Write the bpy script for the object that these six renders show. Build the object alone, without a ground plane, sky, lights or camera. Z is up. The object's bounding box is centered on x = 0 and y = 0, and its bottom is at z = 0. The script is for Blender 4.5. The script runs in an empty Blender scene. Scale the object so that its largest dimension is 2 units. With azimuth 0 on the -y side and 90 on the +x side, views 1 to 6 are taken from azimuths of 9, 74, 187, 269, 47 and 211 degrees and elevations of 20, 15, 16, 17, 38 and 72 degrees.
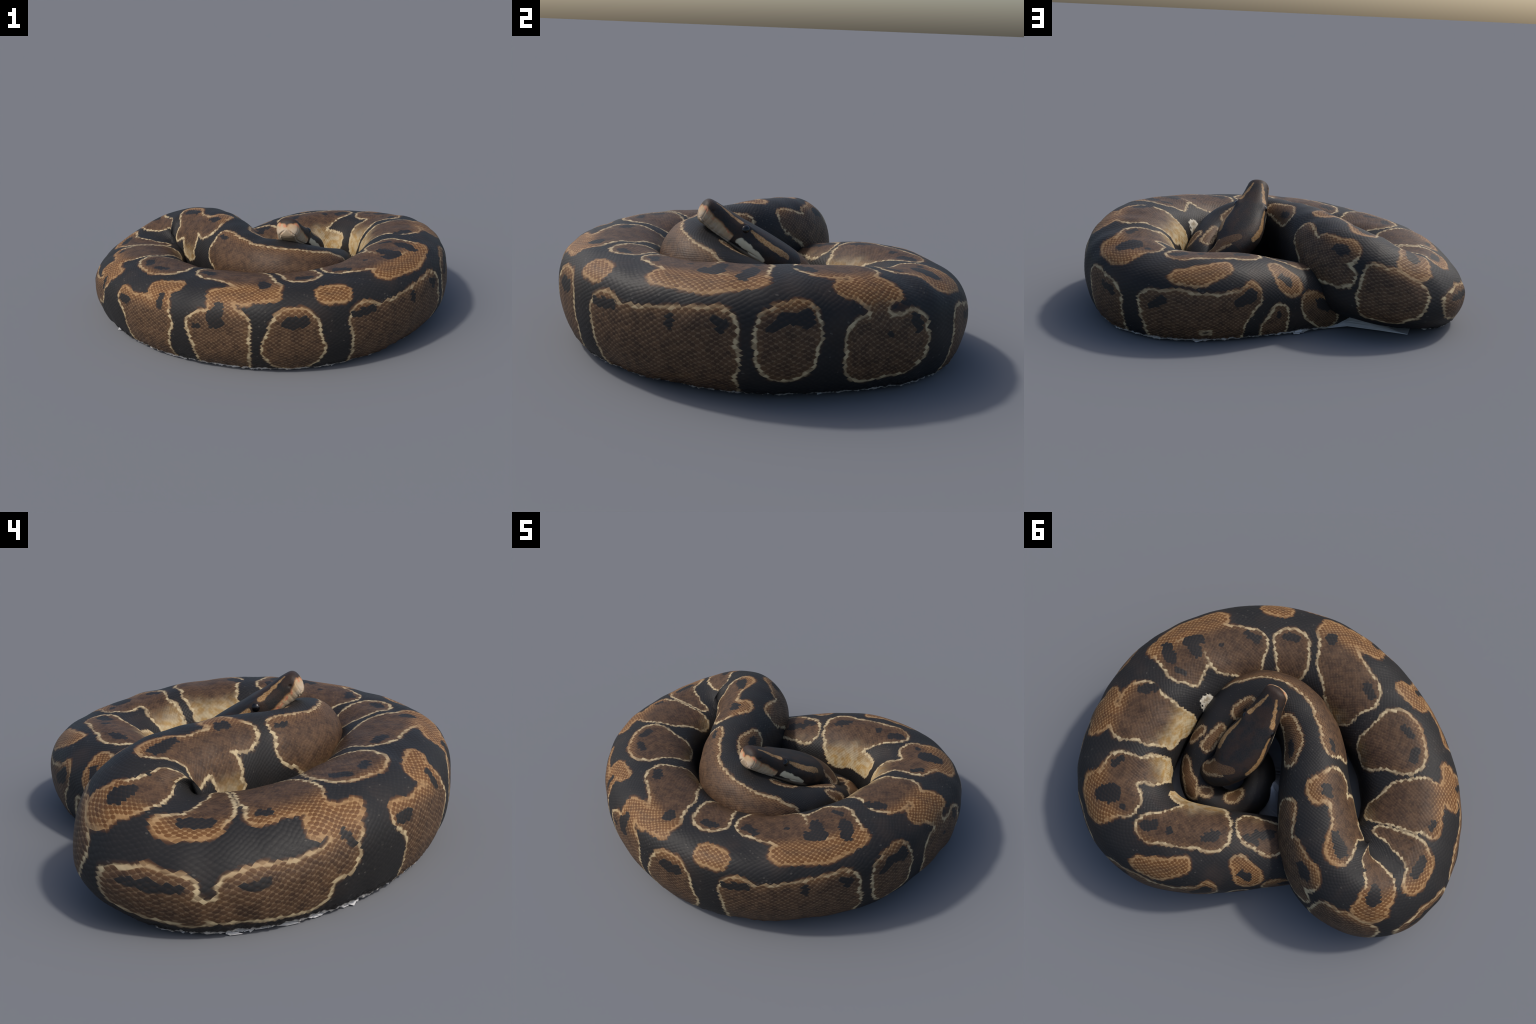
import bpy, math
import numpy as np

rng = np.random.default_rng(7)

# ------------------------------------------------------------------ body path
# Stations from the tail to the snout: x, y = where the spine stands, top = height
# of the back, half = half width, high = half height of the cross section,
# square = how boxy the section is (2 = ellipse).
def station(x, y, top, half, high, square=2.15):
    return (x, y, top - high, half, high, square)

BODY = [
    station(-0.55, 0.02, 0.10, 0.03, 0.05),
    station(-0.47, 0.12, 0.17, 0.09, 0.10),
    station(-0.36, 0.24, 0.25, 0.14, 0.15),
    station(-0.21, 0.35, 0.30, 0.165, 0.18),
    station(-0.04, 0.45, 0.345, 0.195, 0.20),
    station(0.15, 0.552, 0.38, 0.222, 0.21),
    station(0.37, 0.604, 0.38, 0.238, 0.22),
    station(0.572, 0.528, 0.395, 0.245, 0.23),
    station(0.70, 0.348, 0.43, 0.247, 0.24),
    station(0.736, 0.12, 0.455, 0.252, 0.25),
    station(0.726, -0.10, 0.46, 0.252, 0.25),
    station(0.640, -0.297, 0.45, 0.245, 0.25),
    station(0.502, -0.457, 0.435, 0.24, 0.24),
    station(0.31, -0.565, 0.425, 0.235, 0.24),
    station(0.10, -0.605, 0.42, 0.235, 0.235),
    station(-0.12, -0.575, 0.415, 0.235, 0.235),
    station(-0.335, -0.492, 0.40, 0.235, 0.235),
    station(-0.525, -0.35, 0.39, 0.235, 0.23),
    station(-0.67, -0.165, 0.375, 0.24, 0.22),
    station(-0.75, 0.04, 0.354, 0.24, 0.215),
    station(-0.755, 0.20, 0.355, 0.235, 0.215),
    station(-0.69, 0.32, 0.405, 0.225, 0.23),
    station(-0.55, 0.36, 0.458, 0.212, 0.23),
    station(-0.41, 0.30, 0.488, 0.212, 0.225),
    station(-0.298, 0.178, 0.506, 0.20, 0.22),
    station(-0.20, 0.045, 0.51, 0.19, 0.21),
    station(-0.11, -0.11, 0.503, 0.172, 0.20),
    station(0.01, -0.225, 0.493, 0.162, 0.18),
    station(0.17, -0.265, 0.485, 0.16, 0.165),
    station(0.305, -0.22, 0.445, 0.145, 0.15),
    station(0.375, -0.10, 0.395, 0.115, 0.13),
    station(0.395, 0.05, 0.335, 0.10, 0.115),
    station(0.385, 0.19, 0.25, 0.10, 0.105),
    station(0.30, 0.28, 0.20, 0.095, 0.10),
    station(0.19, 0.285, 0.185, 0.085, 0.09),
    station(0.10, 0.225, 0.20, 0.08, 0.09),
    station(0.075, 0.115, 0.24, 0.08, 0.10),
    station(0.17, 0.00, 0.21, 0.085, 0.085),
    station(0.29, 0.02, 0.25, 0.085, 0.085),
    station(0.345, 0.10, 0.26, 0.085, 0.08),
    station(0.30, 0.155, 0.29, 0.09, 0.075),
]
# the head carries on along the same spine: x, y, z of the axis, half width, half height, boxiness
HEAD = [
    (0.245, 0.150, 0.280, 0.092, 0.072, 2.1),
    (0.215, 0.100, 0.325, 0.113, 0.076, 2.3),
    (0.196, 0.030, 0.374, 0.119, 0.074, 2.5),
    (0.180, -0.045, 0.425, 0.104, 0.068, 2.6),
    (0.168, -0.115, 0.472, 0.086, 0.062, 2.6),
    (0.160, -0.175, 0.516, 0.069, 0.058, 2.5),
    (0.155, -0.225, 0.552, 0.061, 0.054, 2.4),
    (0.151, -0.258, 0.570, 0.055, 0.051, 2.3),
]

def cubic(knots, values, at):
    """natural cubic spline through values (rows) at knots"""
    n = len(knots); h = np.diff(knots)
    m = np.zeros((n, n)); b = np.zeros((n, values.shape[1]))
    m[0, 0] = m[-1, -1] = 1.0
    for i in range(1, n - 1):
        m[i, i - 1], m[i, i], m[i, i + 1] = h[i - 1], 2 * (h[i - 1] + h[i]), h[i]
        b[i] = 6 * ((values[i + 1] - values[i]) / h[i] - (values[i] - values[i - 1]) / h[i - 1])
    k = np.linalg.solve(m, b)
    j = np.clip(np.searchsorted(knots, at) - 1, 0, n - 2)
    t0, t1, hj = (knots[j + 1] - at)[:, None], (at - knots[j])[:, None], h[j][:, None]
    return (k[j] * t0**3 + k[j + 1] * t1**3) / (6 * hj) + (values[j] / hj - k[j] * hj / 6) * t0 + (values[j + 1] / hj - k[j + 1] * hj / 6) * t1

STEP = 0.004
AROUND = 400
SCALE_ROWS = 150

control = np.array(BODY + HEAD)
knots = np.concatenate([[0], np.cumsum(np.linalg.norm(np.diff(control[:, :3], axis=0), axis=1) + 0.02)])
fine = cubic(knots, control, np.linspace(0, knots[-1], 6000))
length = np.concatenate([[0], np.cumsum(np.linalg.norm(np.diff(fine[:, :3], axis=0), axis=1))])
TOTAL = length[-1]
# even rows along the body, closer together on the blunt end of the snout
along = np.concatenate([np.linspace(0, TOTAL - 0.036, int(TOTAL / STEP)), TOTAL - 0.036 * np.cos(np.linspace(0, math.pi / 2, 28))[1:] ** 1.6])
spine = np.stack([np.interp(along, length, fine[:, i]) for i in range(6)], 1)
head_start = length[np.argmin(np.linalg.norm(fine[:, :3] - control[len(BODY), :3], axis=1))]

# --------------------------------------------------------------- skin surface
# resting coils: where the flank turns under, as (metres along the body, distance of the foot from the spine)
FOOT = [(0, 0.03), (0.35, 0.10), (0.6, 0.115), (0.83, 0.11), (1.08, 0.13), (1.2, 0.15), (1.35, 0.155), (1.55, 0.12),
        (1.71, 0.09), (1.96, 0.06), (2.17, 0.05), (2.36, 0.06), (2.6, 0.10), (2.75, 0.11), (3.0, 0.11), (3.2, 0.12),
        (3.45, 0.13), (3.6, 0.135), (3.8, 0.145), (4.04, 0.145), (4.15, 0.135), (4.25, 0.09), (4.33, 0.04), (4.5, 0.0), (4.9, 0.10)]
# roundness of the outer shoulder: below 1 square and full, above 1 a slack slope
SHOULDER = [(0, 1.0), (0.9, 0.95), (1.4, 0.82), (1.8, 0.70), (2.3, 0.70), (2.9, 0.66), (3.2, 0.76), (3.5, 0.90), (3.8, 0.98), (4.0, 1.14), (4.3, 1.2), (4.5, 0.9), (4.7, 0.85), (9, 0.9)]
# half width of the inner side as a share of the outer one
INNER = [(0, 1), (1.1, 0.97), (1.4, 0.90), (1.8, 0.92), (2.2, 1.04), (3.2, 1.06), (3.6, 1.09), (3.9, 1.12), (4.1, 1.28), (4.35, 1.2), (4.6, 1.0), (9, 1.0)]
# how far the underside is lifted where the fold climbs over the tail
LIFT = [(0, 0), (4.22, 0), (4.35, 0.03), (4.6, 0.06), (4.9, 0.06), (9, 0)]
# slimmer left side of the raised coil where the head rests against it
SLIM = [(0, 1), (4.8, 1), (5.0, 0.88), (5.4, 0.86), (5.7, 1), (9, 1)]
# height at which a resting coil is widest
BROAD = [(0, 0.2), (1, 0.22), (3.4, 0.22), (3.8, 0.19), (4.0, 0.165), (4.35, 0.165), (4.6, 0.2), (9, 0.2)]

def skin():
    """grid of skin points [along, around] with the arc length around, measured from the ridge of the back"""
    end = np.sqrt(np.clip(1 - np.clip((along - (TOTAL - 0.036)) / 0.036, 0, 1) ** 3.0, 0, 1))
    start = np.sqrt(np.clip(1 - np.clip((0.12 - along) / 0.12, 0, 1) ** 2, 0, 1))
    shrink = np.minimum(end, start)
    centre = spine[:, :3]
    forward = np.gradient(centre, axis=0)
    forward /= np.linalg.norm(forward, axis=1)[:, None]
    left = np.cross([0, 0, 1.0], forward)
    left /= np.linalg.norm(left, axis=1)[:, None]
    up = np.cross(forward, left)
    angle = np.linspace(-math.pi, math.pi, AROUND + 1)
    power = (2 / spine[:, 5])[:, None]
    half, high = spine[:, 3] * shrink, spine[:, 4] * shrink
    sine, cosine = np.sin(angle), np.cos(angle)
    across = np.sign(sine) * np.abs(sine) ** power * half[:, None] * np.where(sine > 0, np.interp(along, *np.array(SLIM).T)[:, None], 1.0)
    lift = np.sign(cosine) * np.abs(cosine) ** power * high[:, None]
    points = centre[:, None] + across[..., None] * left[:, None] + lift[..., None] * up[:, None]
    # a resting coil: arched back, steep flanks, a foot drawn in, a flat belly
    rest = np.clip((4.95 - along) / 0.5, 0, 1) * np.clip((along - 0.1) / 0.5, 0, 1)
    rest = (rest * rest * (3 - 2 * rest))[:, None]
    foot = np.interp(along, *np.array(FOOT).T)[:, None] * np.ones_like(across)
    top = (centre[:, 2] + high)[:, None]
    broad = np.minimum(np.interp(along, *np.array(BROAD).T)[:, None], top * 0.52)
    turn = 0.80 * math.pi
    size = np.abs(angle)[None, :]
    upper = size <= math.pi / 2
    lower = np.clip((size - math.pi / 2) / (turn - math.pi / 2), 0, 1) * math.pi / 2
    belly = np.clip((size - turn) / (math.pi - turn), 0, 1)
    lift0 = np.interp(along, *np.array(LIFT).T)[:, None]
    full = np.where(angle > 0, np.interp(along, *np.array(SHOULDER).T)[:, None], np.interp(along, [3.8, 4.0, 4.5, 4.7], [0.9, 0.62, 0.62, 0.9])[:, None])
    half2 = half[:, None] * np.where(angle > 0, 1.0, np.interp(along, *np.array(INNER).T)[:, None])
    wide = np.where(upper, half2 * np.abs(sine) ** full, foot + (half2 - foot) * np.cos(lower)) * (1 - belly)
    level = np.where(upper, broad + (top - broad) * np.abs(cosine) ** full, lift0 + (broad - lift0) * (1 - np.sin(lower)))
    resting = centre[:, None] + (np.sign(angle) * wide)[..., None] * left[:, None]
    resting[..., 2] = level
    points = points * (1 - rest[..., None]) + resting * rest[..., None]
    z = points[..., 2]
    points[..., 2] = np.where(z < 0.012, 0.012 * np.exp((np.minimum(z, 0.012) - 0.012) / 0.012), z)
    gap = np.linalg.norm(np.diff(points, axis=1), axis=2)
    girth = gap.sum(1)
    around = np.concatenate([np.zeros((len(along), 1)), np.cumsum(gap, 1)], 1)
    around = around - around[:, AROUND // 2 : AROUND // 2 + 1]
    return points, around, girth, forward, left, up


points, around, girth, forward, left, up = skin()
# scale lattice: a fixed number of rows round the body, scales a little longer than wide
row = around / np.maximum(girth, 1e-4)[:, None] * SCALE_ROWS
column = np.concatenate([[0], np.cumsum(np.diff(along) / np.clip(girth[1:] / SCALE_ROWS * 1.15, 0.003, 0.0125))])[:, None] * np.ones_like(row)
# scales are never ruled: let the lattice wander
wander = lambda seed: sum(np.sin(points @ np.random.default_rng(seed + i).normal(size=3) * 34 + 2.1 * i) for i in range(5)) / 3
row, column = row + 0.55 * wander(11), column + 0.55 * wander(31)
# ---------------------------------------------------------------- skin pattern
# every mark is a union of tapering strokes on the skin: metres along the body, metres round
# from the ridge of the back (positive = left side), radius; then the same for the other end. stretch = how much longer the
# skin is there than the spine (outside of a bend > 1 > inside of a bend)
MARKS = []
def mark(kind, stretch, *strokes):
    MARKS.append((kind, stretch, strokes))

# front flank left, two lobes
mark("blotch", 1.26,
     dict(a=(3.567, 0.265, 0.048), b=(3.500, 0.308, 0.069)),
     dict(a=(3.444, 0.337, 0.102), b=(3.388, 0.377, 0.110)),
     dict(a=(3.330, 0.335, 0.071), b=(3.352, 0.208, 0.050)),
     dict(a=(3.396, 0.168, 0.041), b=(3.301, 0.134, 0.032)),
     dict(a=(3.500, 0.326, 0.060), b=(3.358, 0.418, 0.059)),
     dict(a=(3.444, 0.337, 0.102), b=(3.444, 0.580, 0.094)),
     dict(a=(3.388, 0.377, 0.110), b=(3.388, 0.580, 0.101)),
     dict(a=(3.444, 0.580, 0.094), b=(3.388, 0.580, 0.101)),
     dict(a=(3.500, 0.326, 0.060), b=(3.500, 0.580, 0.055)),
     dict(a=(3.358, 0.418, 0.059), b=(3.358, 0.580, 0.054)),
     dict(a=(3.500, 0.580, 0.055), b=(3.358, 0.580, 0.054)))
# front hourglass
mark("blotch", 1.22,
     dict(a=(3.138, 0.332, 0.077), b=(3.098, 0.419, 0.097)),
     dict(a=(3.009, 0.319, 0.076), b=(3.040, 0.421, 0.105)),
     dict(a=(3.052, 0.249, 0.056), b=(3.057, 0.341, 0.120)),
     dict(a=(3.061, 0.234, 0.052), b=(3.082, 0.174, 0.040)),
     dict(a=(3.086, 0.174, 0.036), b=(2.968, 0.169, 0.030)),
     dict(a=(2.968, 0.169, 0.030), b=(2.862, 0.162, 0.025)),
     dict(a=(3.098, 0.419, 0.097), b=(3.098, 0.580, 0.090)),
     dict(a=(3.040, 0.421, 0.105), b=(3.040, 0.580, 0.097)))
# front hourglass bridge
mark("blotch", 1.19,
     dict(a=(2.884, 0.162, 0.032), b=(2.891, 0.081, 0.045)))
# front disc
mark("blotch", 1.36,
     dict(a=(2.787, 0.350, 0.119), b=(2.790, 0.431, 0.152)))
# golden oval
mark("blotch", 1.25,
     dict(a=(2.663, 0.174, 0.046), b=(2.604, 0.183, 0.044)))
# e
mark("spot", 1.25,
     dict(a=(3.576, 0.278, 0.024), b=(3.531, 0.272, 0.024)),
     dict(a=(3.344, 0.202, 0.020), b=(3.346, 0.251, 0.023)))
# e
mark("spot", 1.21,
     dict(a=(3.068, 0.234, 0.032), b=(3.078, 0.292, 0.050)),
     dict(a=(3.168, 0.327, 0.016), b=(3.153, 0.334, 0.016)))
# e
mark("spot", 1.35,
     dict(a=(2.806, 0.302, 0.038), b=(2.748, 0.299, 0.027)))
# front inner long
mark("blotch", 1.05,
     dict(a=(2.887, 0.099, 0.054), b=(2.979, -0.009, 0.097)),
     dict(a=(3.001, -0.013, 0.112), b=(3.132, -0.091, 0.136)),
     dict(a=(3.178, -0.092, 0.136), b=(3.200, -0.176, 0.089)),
     dict(a=(2.891, 0.124, 0.042), b=(2.977, 0.160, 0.046)),
     dict(a=(2.977, 0.160, 0.046), b=(3.098, 0.164, 0.030)))
# e
mark("spot", 1.12,
     dict(a=(2.904, 0.076, 0.039), b=(2.904, 0.076, 0.039)))
# e
mark("spot", 0.97,
     dict(a=(3.197, -0.017, 0.027), b=(3.246, -0.034, 0.027)))
# front inner small
mark("blotch", 0.89,
     dict(a=(2.728, -0.023, 0.081), b=(2.764, -0.134, 0.085)))
# e
mark("spot", 1.02,
     dict(a=(2.700, 0.010, 0.027), b=(2.746, 0.011, 0.024)))
# saddle with windows
mark("blotch", 0.98,
     dict(a=(2.083, 0.125, 0.036), b=(2.204, 0.145, 0.048)),
     dict(a=(2.204, 0.145, 0.048), b=(2.366, 0.127, 0.052)),
     dict(a=(2.099, 0.085, 0.051), b=(2.077, -0.039, 0.053)),
     dict(a=(2.084, -0.054, 0.053), b=(2.123, -0.107, 0.044)),
     dict(a=(2.209, -0.070, 0.027), b=(2.119, -0.123, 0.036)),
     dict(a=(2.282, 0.080, 0.045), b=(2.194, -0.063, 0.021)),
     dict(a=(2.343, -0.002, 0.090), b=(2.508, -0.058, 0.093)),
     dict(a=(2.345, -0.087, 0.090), b=(2.480, -0.140, 0.090)),
     dict(a=(2.170, 0.027, 0.063), b=(2.182, -0.039, 0.062)),
     dict(a=(2.144, -0.054, 0.047), b=(2.177, -0.090, 0.036)))
# window
mark("spot", 1.11,
     dict(a=(2.115, 0.097, 0.033), b=(2.094, 0.033, 0.037)))
# window
mark("spot", 1.03,
     dict(a=(2.263, 0.046, 0.033), b=(2.208, 0.058, 0.036)),
     dict(a=(2.215, -0.023, 0.027), b=(2.219, 0.026, 0.042)))
# e
mark("spot", 0.89,
     dict(a=(2.074, -0.042, 0.019), b=(2.099, -0.080, 0.019)))
# e
mark("spot", 0.99,
     dict(a=(2.494, 0.012, 0.021), b=(2.542, -0.022, 0.027)))
# e
mark("spot", 0.97,
     dict(a=(2.355, -0.022, 0.016), b=(2.355, -0.022, 0.016)))
# left inner round
mark("blotch", 0.91,
     dict(a=(3.473, -0.179, 0.066), b=(3.495, -0.040, 0.120)),
     dict(a=(3.501, -0.027, 0.117), b=(3.584, -0.027, 0.109)),
     dict(a=(3.548, -0.189, 0.073), b=(3.618, -0.022, 0.065)))
# e
mark("spot", 1.03,
     dict(a=(3.477, 0.016, 0.022), b=(3.523, 0.030, 0.023)))
# e
mark("spot", 1.02,
     dict(a=(3.600, 0.029, 0.023), b=(3.647, 0.003, 0.023)))
# left inner winged
mark("blotch", 1.04,
     dict(a=(3.898, -0.200, 0.072), b=(3.832, -0.070, 0.093)),
     dict(a=(3.832, -0.070, 0.097), b=(3.833, 0.015, 0.097)),
     dict(a=(3.903, 0.017, 0.083), b=(3.955, 0.075, 0.051)),
     dict(a=(3.816, 0.083, 0.037), b=(3.811, 0.151, 0.038)),
     dict(a=(3.703, 0.168, 0.020), b=(3.783, 0.180, 0.032)),
     dict(a=(3.784, 0.173, 0.035), b=(3.845, 0.206, 0.023)),
     dict(a=(3.919, -0.197, 0.065), b=(3.964, -0.006, 0.043)))
# fold wedge
mark("blotch", 1.07,
     dict(a=(4.046, -0.156, 0.040), b=(4.090, -0.003, 0.068)),
     dict(a=(4.092, 0.028, 0.059), b=(4.124, 0.068, 0.059)),
     dict(a=(4.134, 0.075, 0.059), b=(4.199, 0.094, 0.048)))
# e
mark("spot", 1.20,
     dict(a=(4.115, 0.072, 0.031), b=(4.175, 0.076, 0.028)))
# fold crease blotch
mark("blotch", 1.28,
     dict(a=(4.420, -0.125, 0.050), b=(4.327, -0.035, 0.083)),
     dict(a=(4.330, -0.007, 0.085), b=(4.346, 0.061, 0.069)),
     dict(a=(4.364, 0.073, 0.055), b=(4.386, 0.149, 0.052)),
     dict(a=(4.366, 0.156, 0.036), b=(4.382, 0.165, 0.041)))
# e
mark("spot", 1.35,
     dict(a=(4.362, 0.046, 0.038), b=(4.369, 0.087, 0.036)))
# e
mark("spot", 0.76,
     dict(a=(4.421, -0.051, 0.014), b=(4.421, -0.051, 0.014)))
# left flank wave
mark("blotch", 1.54,
     dict(a=(4.292, 0.307, 0.036), b=(4.228, 0.290, 0.041)),
     dict(a=(4.228, 0.290, 0.041), b=(4.171, 0.301, 0.040)),
     dict(a=(4.275, 0.356, 0.050), b=(4.155, 0.384, 0.054)),
     dict(a=(4.071, 0.316, 0.048), b=(4.007, 0.311, 0.051)),
     dict(a=(4.007, 0.311, 0.051), b=(3.902, 0.334, 0.058)),
     dict(a=(4.105, 0.383, 0.043), b=(3.870, 0.407, 0.062)),
     dict(a=(3.873, 0.324, 0.055), b=(3.788, 0.315, 0.059)),
     dict(a=(3.789, 0.262, 0.042), b=(3.791, 0.206, 0.034)))
# left golden saddle
mark("blotch", 1.23,
     dict(a=(3.844, 0.175, 0.024), b=(3.782, 0.189, 0.033)),
     dict(a=(3.782, 0.189, 0.034), b=(3.721, 0.181, 0.033)),
     dict(a=(3.754, 0.246, 0.034), b=(3.773, 0.220, 0.034)))
# left saddle bridge
mark("blotch", 1.15,
     dict(a=(3.783, 0.167, 0.029), b=(3.802, 0.116, 0.029)),
     dict(a=(3.815, 0.117, 0.023), b=(3.965, 0.066, 0.035)))
# e
mark("spot", 1.27,
     dict(a=(3.777, 0.243, 0.020), b=(3.764, 0.275, 0.020)))
# e
mark("spot", 1.39,
     dict(a=(4.047, 0.313, 0.017), b=(3.998, 0.310, 0.022)))
# e
mark("spot", 1.86,
     dict(a=(4.281, 0.301, 0.014), b=(4.228, 0.298, 0.023)),
     dict(a=(4.228, 0.298, 0.023), b=(4.171, 0.304, 0.018)))
# e
mark("spot", 1.12,
     dict(a=(3.969, 0.078, 0.020), b=(3.938, 0.084, 0.020)))
# right long flank
mark("blotch", 1.37,
     dict(a=(2.531, 0.320, 0.071), b=(2.509, 0.366, 0.089)),
     dict(a=(2.437, 0.360, 0.080), b=(2.170, 0.332, 0.079)),
     dict(a=(2.499, 0.474, 0.079), b=(2.200, 0.420, 0.087)),
     dict(a=(2.483, 0.537, 0.065), b=(2.168, 0.432, 0.074)),
     dict(a=(2.509, 0.366, 0.089), b=(2.509, 0.620, 0.082)),
     dict(a=(2.499, 0.474, 0.079), b=(2.499, 0.620, 0.073)),
     dict(a=(2.200, 0.420, 0.087), b=(2.200, 0.620, 0.080)),
     dict(a=(2.499, 0.620, 0.073), b=(2.200, 0.620, 0.080)),
     dict(a=(2.483, 0.537, 0.065), b=(2.483, 0.620, 0.060)),
     dict(a=(2.168, 0.432, 0.074), b=(2.168, 0.620, 0.068)),
     dict(a=(2.483, 0.620, 0.060), b=(2.168, 0.620, 0.068)))
# e
mark("spot", 1.37,
     dict(a=(2.570, 0.298, 0.022), b=(2.498, 0.292, 0.025)))
# e
mark("spot", 1.38,
     dict(a=(2.522, 0.338, 0.010), b=(2.522, 0.338, 0.010)))
# e
mark("spot", 1.32,
     dict(a=(2.305, 0.302, 0.020), b=(2.303, 0.319, 0.023)))
# e
mark("spot", 1.35,
     dict(a=(2.177, 0.292, 0.019), b=(2.153, 0.314, 0.028)))
# right disc
mark("blotch", 1.45,
     dict(a=(1.963, 0.300, 0.076), b=(1.984, 0.340, 0.106)),
     dict(a=(1.988, 0.353, 0.116), b=(1.993, 0.423, 0.103)))
# e
mark("spot", 1.45,
     dict(a=(2.035, 0.322, 0.016), b=(2.001, 0.286, 0.024)),
     dict(a=(2.001, 0.286, 0.024), b=(1.948, 0.287, 0.038)))
# right hourglass
mark("blotch", 1.27,
     dict(a=(1.765, 0.368, 0.075), b=(1.744, 0.458, 0.083)),
     dict(a=(1.727, 0.346, 0.061), b=(1.633, 0.363, 0.087)),
     dict(a=(1.598, 0.315, 0.053), b=(1.611, 0.410, 0.070)),
     dict(a=(1.757, 0.458, 0.076), b=(1.638, 0.439, 0.077)),
     dict(a=(1.714, 0.291, 0.031), b=(1.706, 0.235, 0.041)),
     dict(a=(1.811, 0.153, 0.029), b=(1.746, 0.189, 0.041)),
     dict(a=(1.746, 0.189, 0.043), b=(1.646, 0.187, 0.034)))
# e
mark("spot", 1.52,
     dict(a=(1.596, 0.294, 0.029), b=(1.585, 0.324, 0.027)))
# e
mark("spot", 1.35,
     dict(a=(1.674, 0.347, 0.015), b=(1.674, 0.347, 0.015)))
# right inner winged
mark("blotch", 1.02,
     dict(a=(1.804, 0.170, 0.035), b=(1.668, 0.149, 0.039)),
     dict(a=(1.702, 0.145, 0.041), b=(1.724, 0.044, 0.052)),
     dict(a=(1.827, 0.000, 0.108), b=(1.775, -0.110, 0.125)),
     dict(a=(1.826, -0.134, 0.088), b=(1.814, -0.223, 0.067)),
     dict(a=(1.678, 0.022, 0.058), b=(1.733, -0.186, 0.056)))
# e
mark("spot", 1.00,
     dict(a=(1.888, 0.028, 0.029), b=(1.926, -0.017, 0.026)))
# right inner heart
mark("blotch", 0.96,
     dict(a=(1.405, 0.142, 0.065), b=(1.366, 0.141, 0.072)),
     dict(a=(1.376, 0.056, 0.094), b=(1.332, 0.012, 0.079)),
     dict(a=(1.468, -0.004, 0.083), b=(1.461, -0.165, 0.064)),
     dict(a=(1.461, -0.165, 0.064), b=(1.541, -0.330, 0.042)))
# e
mark("spot", 1.21,
     dict(a=(1.383, 0.100, 0.046), b=(1.370, 0.058, 0.049)))
# e
mark("spot", 1.04,
     dict(a=(1.498, 0.031, 0.023), b=(1.522, -0.004, 0.023)))
# e
mark("spot", 1.10,
     dict(a=(1.301, 0.036, 0.019), b=(1.301, 0.036, 0.019)))
# white island
mark("island", 0.59,
     dict(a=(2.116, -0.252, 0.032), b=(2.089, -0.306, 0.032)))
# back inner long
mark("blotch", 0.94,
     dict(a=(1.137, 0.004, 0.065), b=(1.018, -0.062, 0.096)),
     dict(a=(1.018, -0.062, 0.099), b=(0.863, -0.077, 0.114)),
     dict(a=(0.862, -0.069, 0.111), b=(0.829, -0.026, 0.073)))
# e
mark("spot", 1.00,
     dict(a=(1.164, 0.015, 0.031), b=(1.132, -0.013, 0.028)))
# e
mark("spot", 0.95,
     dict(a=(1.051, -0.021, 0.024), b=(1.051, -0.021, 0.024)))
# e
mark("spot", 0.99,
     dict(a=(0.863, -0.009, 0.025), b=(0.815, -0.034, 0.028)))
# back golden oval
mark("blotch", 1.36,
     dict(a=(1.104, 0.192, 0.038), b=(1.044, 0.180, 0.046)),
     dict(a=(1.044, 0.180, 0.048), b=(0.947, 0.128, 0.039)))
# back inner end
mark("blotch", 1.03,
     dict(a=(0.652, -0.100, 0.060), b=(0.558, -0.038, 0.086)),
     dict(a=(0.644, -0.050, 0.060), b=(0.545, -0.008, 0.060)))
# e
mark("spot", 1.02,
     dict(a=(0.665, -0.026, 0.023), b=(0.615, -0.006, 0.020)))
# e
mark("spot", 1.02,
     dict(a=(0.615, -0.043, 0.026), b=(0.544, -0.046, 0.026)))
# back ring spot
mark("blotch", 1.02,
     dict(a=(0.698, 0.107, 0.040), b=(0.662, 0.172, 0.066)))
# e
mark("spot", 1.03,
     dict(a=(0.695, 0.155, 0.025), b=(0.667, 0.173, 0.030)))
# back long flank
mark("blotch", 1.55,
     dict(a=(1.170, 0.341, 0.065), b=(1.100, 0.358, 0.084)),
     dict(a=(1.100, 0.366, 0.092), b=(0.936, 0.365, 0.092)),
     dict(a=(0.917, 0.356, 0.072), b=(0.847, 0.268, 0.058)),
     dict(a=(1.158, 0.389, 0.064), b=(1.100, 0.412, 0.064)),
     dict(a=(1.100, 0.366, 0.092), b=(1.100, 0.580, 0.084)),
     dict(a=(0.936, 0.365, 0.092), b=(0.936, 0.580, 0.085)),
     dict(a=(1.100, 0.580, 0.084), b=(0.936, 0.580, 0.085)),
     dict(a=(1.158, 0.389, 0.064), b=(1.158, 0.580, 0.059)),
     dict(a=(1.100, 0.412, 0.064), b=(1.100, 0.580, 0.059)),
     dict(a=(1.158, 0.580, 0.059), b=(1.100, 0.580, 0.059)))
# e
mark("spot", 1.71,
     dict(a=(1.177, 0.348, 0.021), b=(1.143, 0.317, 0.027)))
# e
mark("spot", 1.22,
     dict(a=(0.905, 0.312, 0.027), b=(0.855, 0.268, 0.034)))
# back small
mark("blotch", 1.07,
     dict(a=(0.709, 0.340, 0.046), b=(0.732, 0.431, 0.063)),
     dict(a=(0.732, 0.431, 0.063), b=(0.732, 0.580, 0.058)))
# e
mark("spot", 1.07,
     dict(a=(0.718, 0.346, 0.020), b=(0.718, 0.346, 0.020)))
# back tail blotch
mark("blotch", 1.12,
     dict(a=(0.526, 0.275, 0.076), b=(0.464, 0.302, 0.077)))
# e
mark("spot", 1.14,
     dict(a=(0.499, 0.247, 0.031), b=(0.431, 0.255, 0.029)))
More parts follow.
